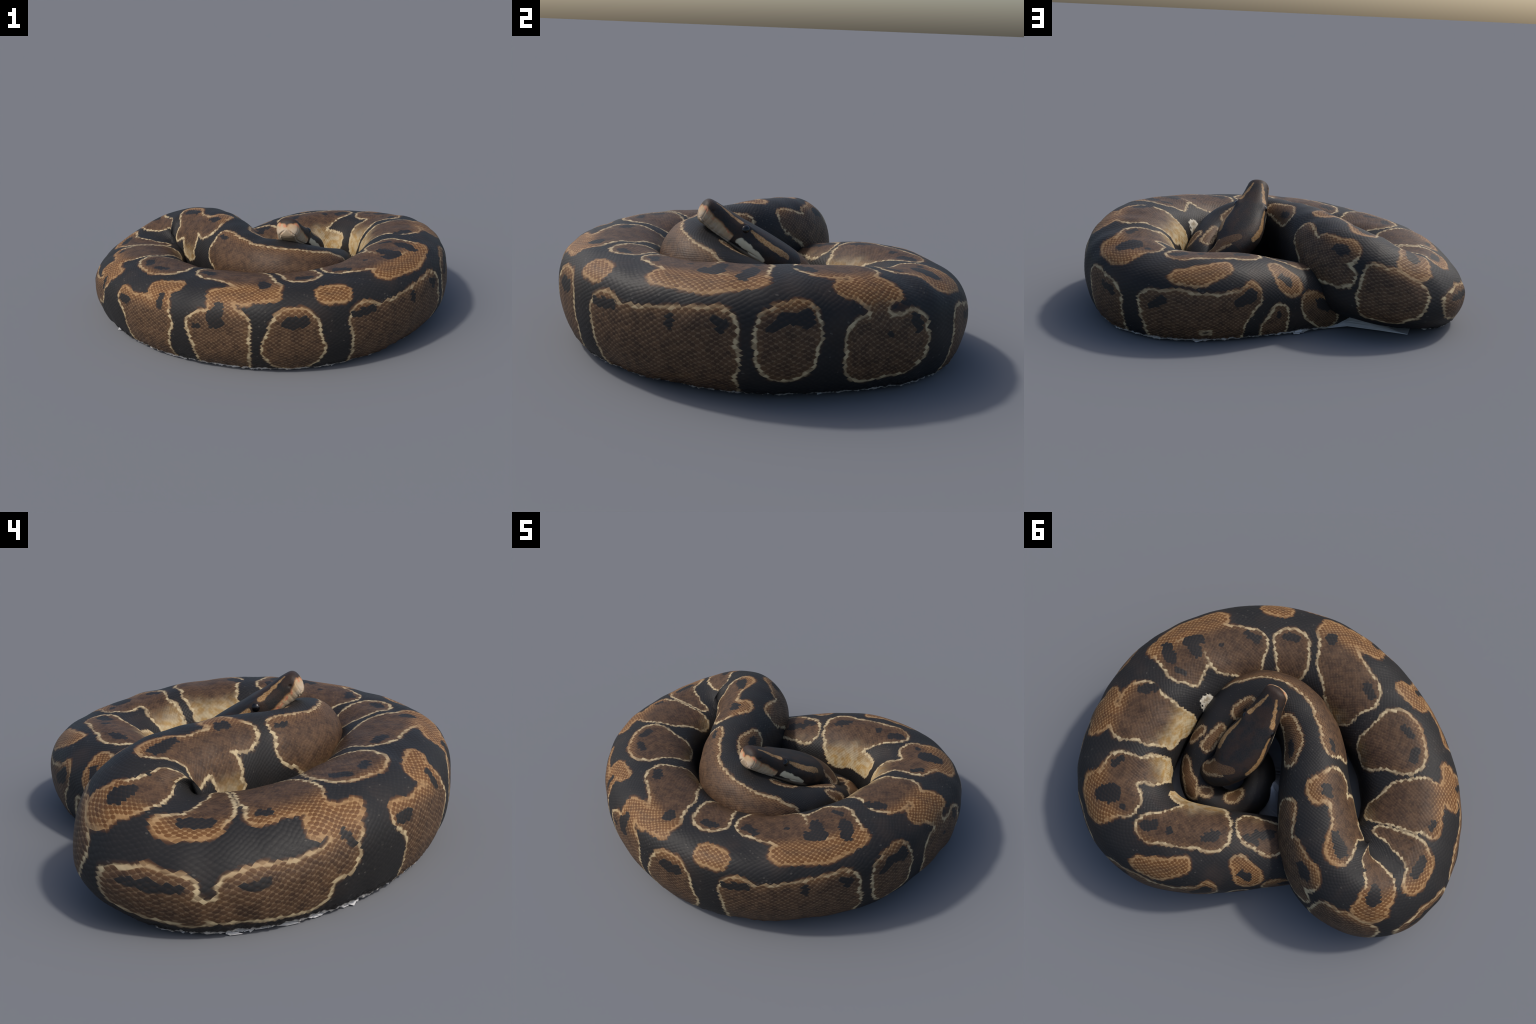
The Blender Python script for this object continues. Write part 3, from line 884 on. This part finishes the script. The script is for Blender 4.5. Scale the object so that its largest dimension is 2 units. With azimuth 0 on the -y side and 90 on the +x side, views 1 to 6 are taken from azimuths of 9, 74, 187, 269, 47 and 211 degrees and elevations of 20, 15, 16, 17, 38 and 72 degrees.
# --------------------------------------------------------------------- meshes
def part(name, first, last, materials, normals, pick=None):
    grid = points[first : last + 1, :-1]
    rows, m = grid.shape[:2]
    i, j = np.meshgrid(np.arange(rows - 1), np.arange(m), indexing="ij")
    k = (j + 1) % m
    quads = np.stack([i * m + j, (i + 1) * m + j, (i + 1) * m + k, i * m + k], -1).reshape(-1, 4)
    mesh = bpy.data.meshes.new(name)
    mesh.vertices.add(rows * m); mesh.vertices.foreach_set("co", grid.reshape(-1))
    mesh.loops.add(quads.size); mesh.loops.foreach_set("vertex_index", quads.reshape(-1).astype(np.int32))
    mesh.polygons.add(len(quads)); mesh.polygons.foreach_set("loop_start", np.arange(0, quads.size, 4, dtype=np.int32))
    mesh.update(calc_edges=True)
    mesh.polygons.foreach_set("use_smooth", np.ones(len(quads), bool))
    for material in materials:
        mesh.materials.append(material)
    if pick is not None:
        mesh.polygons.foreach_set("material_index", np.repeat(pick[first:last], m).astype(np.int32))
    def corner(name, values):
        # per corner, so that the belly seam does not smear from one side to the other
        v = values[first : last + 1]
        data = np.stack([v[i, j], v[i + 1, j], v[i + 1, j + 1], v[i, j + 1]], -1).reshape(-1).astype(np.float32)
        mesh.attributes.new(name, "FLOAT", "CORNER").data.foreach_set("value", data)
    corner("along", S); corner("around", around); corner("scale_row", row)
    corner("scale_column", column)
    mesh.normals_split_custom_set_from_vertices(normals[first : last + 1, :-1].reshape(-1, 3))
    thing = bpy.data.objects.new(name, mesh)
    bpy.context.collection.objects.link(thing)
    return thing

snake = bpy.data.objects.new("ball_python", None)
snake["label"] = "coiled ball python, black with brown and golden blotches"
snake["category"] = "snake"
bpy.context.collection.objects.link(snake)

final = normals_of(points)
if np.mean(np.sum(final * outward, 2)) < 0:
    final = -final
at = lambda metres: int(np.argmin(np.abs(along - metres)))
CUTS = [0.0, 0.85, *np.arange(1.15, 5.1, 0.25), 5.15, 5.6, 9.0]
hides = [hide(lo, hi) for lo, hi in zip(CUTS, CUTS[1:])]
which = np.clip(np.searchsorted(CUTS, (along[:-1] + along[1:]) / 2) - 1, 0, len(hides) - 1)
tail_end, neck_start, neck_end = at(0.85), at(5.15), at(head_start + 0.02)
tail = part("tail", 0, tail_end, hides, final, which)
torso = part("torso", tail_end, neck_start, hides, final, which)
neck = part("neck", neck_start, neck_end, hides, final, which)
head = part("head", neck_end, len(along) - 1, [face()], final)
for piece in (tail, torso, neck, head):
    piece.parent = snake

# ---------------------------------------------- ragged white base of the scan
scan_white = plain("pale_scan_base", (0.56, 0.56, 0.56), 0.8, 0.2)
def thing_from(name, verts, faces, material):
    mesh = bpy.data.meshes.new(name)
    mesh.from_pydata(verts, [], faces); mesh.materials.append(material)
    made = bpy.data.objects.new(name, mesh)
    bpy.context.collection.objects.link(made); made.parent = snake
    return made

# a thin sheet for the scan's white hull closes the floor inside the coils; its edge shows in the gap beside the fold
EDGE = [(0.62, 0.10), (0.50, 0.42), (0.18, 0.50), (-0.12, 0.45), (-0.30, 0.43), (-0.42, 0.405), (-0.57, 0.405), (-0.72, 0.405), (-0.76, 0.10), (-0.50, -0.35), (0.0, -0.50), (0.48, -0.34)]
heart, rings = np.array([0.0, 0.09]), 24
sheet, cells = [], []
for layer in (0, 1):
    for k in range(rings + 1):
        t = k / rings
        for q, (ex, ey) in enumerate(EDGE):
            x, y = heart + (np.array([ex, ey]) - heart) * t
            lift = 0.06 * math.exp(-(((x + 0.46) / 0.14) ** 2 + ((y - 0.34) / 0.06) ** 2))
            lift += 0.19 * math.exp(-(((x + 0.0) / 0.07) ** 2 + ((y - 0.09) / 0.10) ** 2))
            sheet.append((x, y, 0.0 + 0.003 * layer + lift + 0.002 * (1 + math.sin(31 * x + 17 * y)) * (t < 1)))
m = len(EDGE); half_way = (rings + 1) * m
for k in range(rings):
    for q in range(m):
        a, b2, c2, d2 = k * m + q, (k + 1) * m + q, (k + 1) * m + (q + 1) % m, k * m + (q + 1) % m
        cells += [(a + half_way, b2 + half_way, c2 + half_way, d2 + half_way), (d2, c2, b2, a)]
for q in range(m):
    a, b2 = rings * m + q, rings * m + (q + 1) % m
    cells.append((a, b2, b2 + half_way, a + half_way))
thing_from("scan_base_sheet", sheet, cells, scan_white)

# ragged white scan flaps, copied as shreds along the foot of the outer coil
verts, faces = [], []
foot_column = int(round((0.5 + 0.5 * 0.80) * AROUND))
for metres in np.sort(np.concatenate([rng.uniform(0.55, 4.3, 210), rng.uniform(1.35, 2.2, 90), rng.uniform(2.6, 4.2, 70)])):
    i = at(metres)
    out, way = left[i], forward[i]
    size = rng.uniform(0.007, 0.018) * (1.5 if 1.35 < metres < 2.2 and rng.random() < 0.5 else 1.0)
    middle = points[i, foot_column] + out * rng.uniform(0.0, 0.03)
    middle[2] = rng.uniform(0.003, 0.012) + (0.012 * rng.random() if metres < 2.3 else 0)
    tilt = rng.uniform(-0.2, 0.9)
    rise = np.array([0, 0, 1.0]) * math.sin(tilt) - out * math.cos(tilt)
    normal = np.cross(way, rise); normal /= np.linalg.norm(normal)
    n0, count = len(verts), int(rng.integers(4, 7))
    for shift in (-0.0012, 0.0012):
        for q in range(count):
            turn = 2 * math.pi * q / count
            r1 = size * (1 + 0.35 * math.sin(turn * 2 + metres * 40) + 0.25 * math.cos(turn * 3 + metres * 90))
            p = middle + way * math.cos(turn) * r1 * 1.9 + rise * math.sin(turn) * r1 * 0.8 + normal * shift
            verts.append((p[0], p[1], max(p[2], 0.0006)))
    faces.append(tuple(range(n0 + count - 1, n0 - 1, -1))); faces.append(tuple(range(n0 + count, n0 + 2 * count)))
    for q in range(count):
        r2 = (q + 1) % count
        faces.append((n0 + q, n0 + r2, n0 + count + r2, n0 + count + q))
shreds = thing_from("scan_edge_flaps", verts, faces, scan_white)
shreds["kind"] = "stuff"

# ------------------------------------------------------------------------ eyes
ball = bpy.data.meshes.new("eye")
ring, slice_ = 20, 28
lat, lon = np.meshgrid(np.linspace(0, math.pi, ring), np.arange(slice_) * 2 * math.pi / slice_, indexing="ij")
xyz = np.stack([np.sin(lat) * np.cos(lon), np.sin(lat) * np.sin(lon), np.cos(lat)], -1).reshape(-1, 3) * 0.022
faces = [(r * slice_ + c, (r + 1) * slice_ + c, (r + 1) * slice_ + (c + 1) % slice_, r * slice_ + (c + 1) % slice_) for r in range(ring - 1) for c in range(slice_)]
ball.from_pydata(xyz.tolist(), [], faces)
ball.polygons.foreach_set("use_smooth", np.ones(len(faces), bool))
ball.materials.append(plain("eye_gloss", (0.006, 0.006, 0.007), 0.16, 0.45))
for round_ in (-0.013 + 0.096, -0.013 - 0.096):
    eye = bpy.data.objects.new("eye", ball)
    i = at(7.556 + TOTAL - SNOUT); j = int(np.argmin(np.abs(around[i] - round_)))
    eye.location = points[i, j] - final[i, j] * 0.0155
    eye.parent = head
    bpy.context.collection.objects.link(eye)
